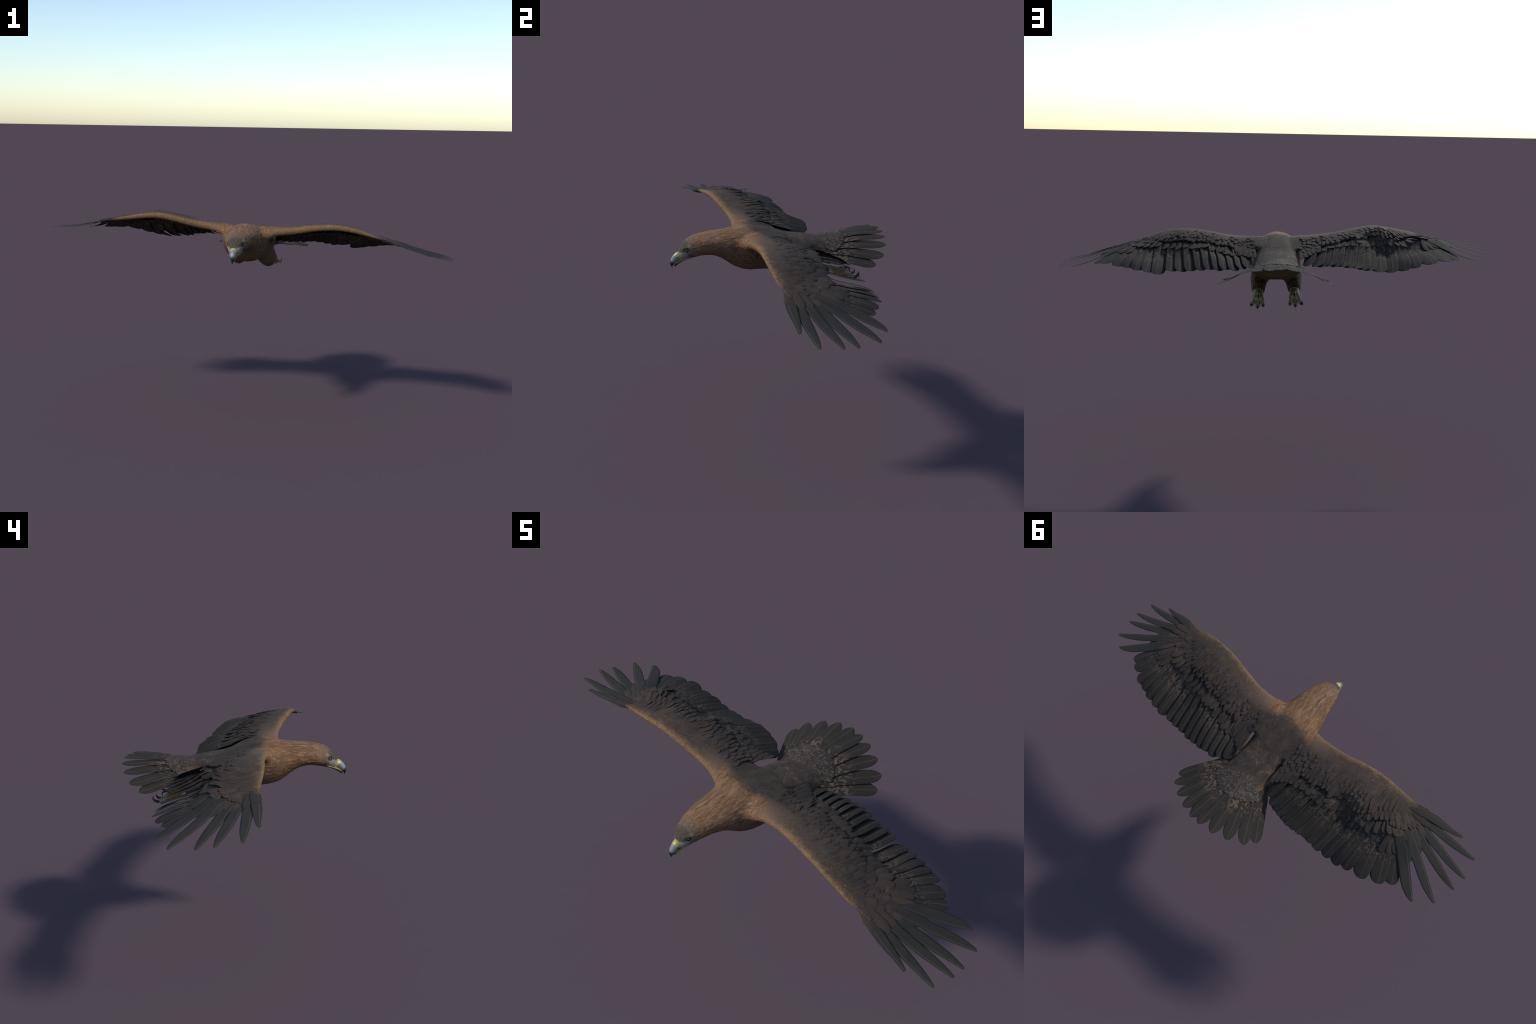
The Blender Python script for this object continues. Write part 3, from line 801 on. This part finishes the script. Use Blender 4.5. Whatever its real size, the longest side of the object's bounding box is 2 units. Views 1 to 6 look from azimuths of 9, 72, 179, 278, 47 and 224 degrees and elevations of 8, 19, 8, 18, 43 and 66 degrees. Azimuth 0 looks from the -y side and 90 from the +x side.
# ------------------------------------------------------------------ tail
TT = [(.251, .348, .840), (.223, .398, .868), (.165, .435, .895), (.101, .460, .911), (.043, .473, .917), (-.008, .474, .922), (-.076, .466, .914),
      (-.141, .441, .896), (-.200, .403, .869), (-.229, .357, .842)]
TR = [(.098, .128, .870), (.074, .134, .884), (.054, .138, .892), (.036, .142, .897), (.020, .145, .899), (.004, .145, .899), (-.012, .142, .897),
      (-.030, .138, .892), (-.050, .134, .884), (-.076, .128, .870)]
tail = None
tail_S = Height([*TT, *TR, (.206, .267, .845), (.165, .194, .851), (.14, .154, .860), (-.231, .314, .834), (-.198, .257, .838), (-.16, .200, .845), (-.12, .146, .858),
                 (.053, .329, .907), (.0, .290, .905), (.0, .340, .908), (.09, .271, .890), (-.09, .250, .888), (.16, .239, .862), (-.145, .256, .866), (.0, .21, .900), (.07, .19, .888), (-.07, .19, .886)], 1e-4)
V, F = tube([(.009, .12, .880), (.009, .16, .878), (.009, .20, .880), (.009, .225, .884)], [.07, .082, .078, .05], [.022, .024, .018, .006], 32)
tail = mesh_obj("tail", V, F, (M_body,), root)
order = [4, 3, 2, 1, 0, 0, 1, 2, 3, 4]
for i, (t, r) in enumerate(zip(TT, TR)):
    r = np.array(r); t = np.array(t)
    xy = r[:2] + vv[:, None] * (t - r)[:2]
    S = tail_S(xy[:, 0], xy[:, 1]); drop = .0012 * order[i] - .005
    z = S - .004 - drop * (1 - smooth(.5, 1, vv)) + .006 * np.sin(np.pi * vv)
    P = np.stack([xy[:, 0], xy[:, 1], z], -1); nr = tail_S.normal(xy[:, 0], xy[:, 1])
    # tent: outer feathers face outward a little
    W = .034
    tipw = np.interp(vv, [0, .3, .84, .92, .972, 1.0], [.6, .96, 1.0, .82, .50, .14])
    o = W * .80 * tipw; inn = W * tipw
    left = i < 5                                     # +x half
    X = np.cross(P[-1] - P[0], nr.mean(0)); right_is_plus = X[0] > 0
    outer_right = right_is_plus == left
    wl, wr = (inn, o) if outer_right else (o, inn)
    tl = math.radians(4) if outer_right else math.radians(-4)
    feather_object("tail_feather", P, nr, wl, wr, M_tail, tail, tilt=tl, arch=.06, fray=.012, seed=200 + i)
# mottled upper-tail coverts in two rows
TC = [covert_mesh("mottled_covert", M_mottle, .40, .08, 30 + s, .70) for s in range(3)]
for row, (cnt, R0, ln, wd, up) in enumerate([(17, .139, .100, .033, .0115), (15, .114, .085, .031, .0135), (13, .092, .070, .029, .0155), (11, .070, .055, .028, .017)]):
    for k in range(cnt):
        a = math.radians(-62 + 124 * k / (cnt - 1)) + rng.normal(0, .015)
        cx, cy = .005, .158
        tip = np.array([cx + math.sin(a) * R0, cy + math.cos(a) * R0])
        b0 = np.array([cx + math.sin(a) * (R0 - ln), cy + math.cos(a) * (R0 - ln)])
        side = abs(math.sin(a))
        z1 = float(tail_S(*tip)) + up; z0 = float(tail_S(*b0)) + up - .003 - .004 * side
        P0 = np.array([*b0, z0]); P1 = np.array([*tip, z1]); nr = tail_S.normal(np.array([tip[0]]), np.array([tip[1]]))[0]
        R, _ = frame_on(P0, P1 - P0, nr); L = np.linalg.norm(P1 - P0)
        ob = bpy.data.objects.new("tail_covert", TC[rng.integers(3)]); C.objects.link(ob)
        M = Matrix.Identity(4)
        Pp = P0 + R @ np.array([0, 0, .05 * L])
        for i in range(3):
            for j in range(3):
                M[i][j] = R[i, j] * (wd / .40, L, L)[j]
            M[i][3] = Pp[i]
        ob.matrix_world = M; ob.parent = tail

# ------------------------------------------------------------------ head: beak, gape, eyes
def beak_material():
    N = Nodes("beak_horn")
    tc = N.new("ShaderNodeTexCoord"); s = N.new("ShaderNodeSeparateXYZ"); N.link(tc.outputs["Object"], s.inputs[0])
    n = N.noise(tc.outputs["Object"], 160, 3)
    k = N.math("ADD", N.math("MULTIPLY_ADD", s.outputs[1], -.62, N.math("MULTIPLY", s.outputs[2], -.78)), N.math("MULTIPLY", n, .004))
    # k grows towards the hooked tip
    col = N.mix(N.ramp(k, -.397, -.383), (.17, .175, .175), (.075, .082, .088))
    col = N.mix(N.ramp(k, -.394, -.381), col, (.014, .014, .016))
    yel = N.mix(N.ramp(n, .4, .65), (.36, .32, .12), (.26, .215, .05))
    front = N.math("MULTIPLY_ADD", N.math("SUBTRACT", s.outputs[2], .9), -.55, N.math("MULTIPLY", s.outputs[1], -1.0))
    col = N.mix(N.ramp(N.math("ADD", front, N.math("MULTIPLY", n, .003)), .4555, .4515), col, yel)
    return N.finish(col, .32, .5)


M_beak = beak_material()
M_gape = plain("gape_skin", (.34, .28, .06), .45, .4, (.25, .19, .05), 120)
M_black = plain("dark_horn", (.012, .012, .014), .3, .5)
M_pupil = plain("pupil", (.006, .006, .006), .1, .6)
M_iris = plain("iris", (.34, .23, .07), .2, .5, (.20, .12, .03), 500)

rings = []
# upper beak stations: y, z of the ridge (culmen), y, z of the lower edge, half width
up = resample([(-.434, .912, -.428, .880, .0175), (-.445, .909, -.437, .876, .0170), (-.456, .901, -.446, .870, .0150), (-.465, .890, -.454, .8635, .0125),
               (-.4715, .877, -.460, .858, .0098), (-.4740, .866, -.4635, .8535, .0070), (-.4725, .856, -.4655, .849, .0045), (-.4680, .847, -.4645, .8445, .0026), (-.462, .8405, -.4615, .8400, .0006)], 30)
a = np.linspace(0, 2 * np.pi, 28, endpoint=False)
for y0, z0, y1, z1, hw in up:
    c = np.array([(y0 + y1) / 2, (z0 + z1) / 2]); h = np.array([y0 - y1, z0 - z1]) / 2
    s, k = np.sin(a), np.cos(a)
    flat = np.where(s < 0, 1.0, 1 - .18 * s**2)
    wdt = np.sign(k) * np.abs(k)**.85 * hw * flat
    rings.append(np.stack([-.002 + wdt, c[0] + h[0] * s, c[1] + h[1] * s], -1))
V, F = loft(rings)
mesh_obj("beak", V, F, (M_beak,), head)
low = resample([(-.415, .879, .021, .006), (-.430, .872, .0165, .006), (-.443, .8635, .012, .0055), (-.452, .8555, .0075, .005), (-.4565, .8505, .003, .003)], 20)
V, F = tube(np.stack([np.full(20, -.002), low[:, 0], low[:, 1]], -1), low[:, 2], low[:, 3], 20)
mesh_obj("lower_beak", V, F, (M_black,), head)
for s in (1, -1):
    for dz, r in ((.0025, .0013), (-.0021, .0019)):
        g = resample([(s * .0325 - .001, -.393, .894 + dz * .3), (s * .029 - .001, -.405, .8895 + dz), (s * .0235 - .001, -.418, .8845 + dz), (s * .0185 - .002, -.431, .8785 + dz), (s * .0125 - .002, -.445, .8705 + dz), (s * .0075 - .002, -.454, .8625 + dz)], 24)
        rr = r * (.45 + .55 * np.sin(np.linspace(.25, np.pi - .3, 24)))
        V, F = tube(g, rr * .9, rr, 10)
        mesh_obj("gape", V, F, (M_gape,), head)
    # nostril
    V, F = tube(resample([(s * .0162 - .002, -.4425, .8885), (s * .0158 - .002, -.446, .8905), (s * .0145 - .002, -.4500, .8925)], 8), [.0004, .0014, .0018, .002, .002, .0018, .0012, .0003], [.0004, .0012, .0018, .0019, .0019, .0018, .0012, .0003], 10)
    mesh_obj("nostril", V, F, (M_black,), head)


def ball(name, centre, r, mat, parent, squash=(1, 1, 1)):
    bm = bmesh.new(); bmesh.ops.create_uvsphere(bm, u_segments=24, v_segments=16, radius=1)
    me = bpy.data.meshes.new(name); bm.to_mesh(me); bm.free()
    v = np.empty(len(me.vertices) * 3); me.vertices.foreach_get("co", v)
    v = v.reshape(-1, 3) * r * np.array(squash) + np.array(centre); me.vertices.foreach_set("co", v.ravel())
    me.materials.append(mat); me.polygons.foreach_set("use_smooth", np.ones(len(me.polygons), bool))
    ob = bpy.data.objects.new(name, me); C.objects.link(ob); ob.parent = parent
    return ob


for s in (1, -1):
    e = np.array([s * .0285 - .001, -.4085, .9225]); d = unit(np.array([s * .86, -.48, -.05]))
    e = e - d * .0008
    ball("eye", e, .0060, M_iris, head)
    ball("pupil", e + d * .0038, .0028, M_pupil, head)

# ------------------------------------------------------------------ feet
def foot_material():
    N = Nodes("foot_skin")
    tc = N.new("ShaderNodeTexCoord"); ob = tc.outputs["Object"]; s = N.new("ShaderNodeSeparateXYZ"); N.link(ob, s.inputs[0])
    vo = N.new("ShaderNodeTexVoronoi"); N.link(N.mapping(ob, (150, 230, 150)), vo.inputs["Vector"]); vo.inputs["Scale"].default_value = 1.0
    n = N.noise(ob, 90, 3)
    col = N.mix(N.ramp(n, .35, .65), (.13, .075, .02), (.26, .165, .045))
    band = N.math("MULTIPLY", N.ramp(s.outputs[1], .265, .285), N.ramp(vo.outputs["Distance"], .35, .6))
    col = N.mix(N.math("MULTIPLY", band, .6), col, (.30, .30, .22))
    cuff = N.ramp(N.math("ADD", s.outputs[1], N.math("MULTIPLY", n, .012)), .222, .210)
    col = N.mix(cuff, col, (.30, .30, .24))
    N.bump(vo.outputs["Distance"], .5, .0015)
    return N.finish(col, .5, .4)


M_foot = foot_material()
for sx, lg in LEGS.items():
    X, dz, par = lg["x"], lg["dz"], leg_ob[sx]
    f = lambda pts: [(sx * (X + a), b, c + dz) for a, b, c in pts]
    c = resample([(*p, rx, rz) for p, rx, rz in zip(f([(0, .175, .780), (0, .20, .777), (0, .225, .771), (0, .25, .764), (0, .27, .757), (0, .284, .752)]),
                                                   [.018, .0215, .0210, .0235, .0255, .016], [.0135, .0155, .0155, .0175, .0170, .010])], 26)
    V, F = tube(c[:, :3], c[:, 3], c[:, 4], 24)
    mesh_obj("foot", V, F, (M_foot,), par)
    toes = [  # path, claw start direction
        ([(0, .262, .757), (.001, .285, .748), (.001, .305, .739), (.001, .318, .734)], .0105, [(.001, .316, .734), (.001, .328, .733), (.001, .338, .738), (.001, .344, .748), (.0, .3405, .758)]),
        ([(.008, .262, .758), (.017, .283, .752), (.023, .300, .746), (.027, .311, .742)], .0098, [(.026, .309, .742), (.028, .319, .741), (.029, .328, .745), (.029, .333, .754), (.028, .331, .762)]),
        ([(-.008, .262, .758), (-.015, .283, .751), (-.019, .300, .744), (-.022, .312, .740)], .0098, [(-.021, .310, .740), (-.022, .320, .739), (-.023, .329, .743), (-.023, .334, .752), (-.022, .332, .760)]),
        ([(-.001, .240, .772), (-.001, .256, .778), (-.001, .268, .779), (-.001, .276, .777)], .0090, [(-.001, .274, .778), (-.001, .286, .779), (-.001, .296, .775), (-.001, .302, .767), (-.001, .303, .757)]),
    ]
    for path, r, claw in toes:
        p = resample(f(path), 22); k = np.linspace(0, 1, 22)
        rr = r * (1 + .10 * np.sin(k * 22)) * (1 - .18 * k); rr[-1] *= .5; rr[-2] *= .8
        V, F = tube(p, rr, rr, 14); mesh_obj("toe", V, F, (M_foot,), par)
        p = resample(f(claw), 18); rr = np.interp(np.linspace(0, 1, 18), [0, .15, .6, 1], [.0055, .0060, .0042, .0004])
        V, F = tube(p, rr * .85, rr, 12, up=(0, 1, .3)); mesh_obj("claw", V, F, (M_black,), par)
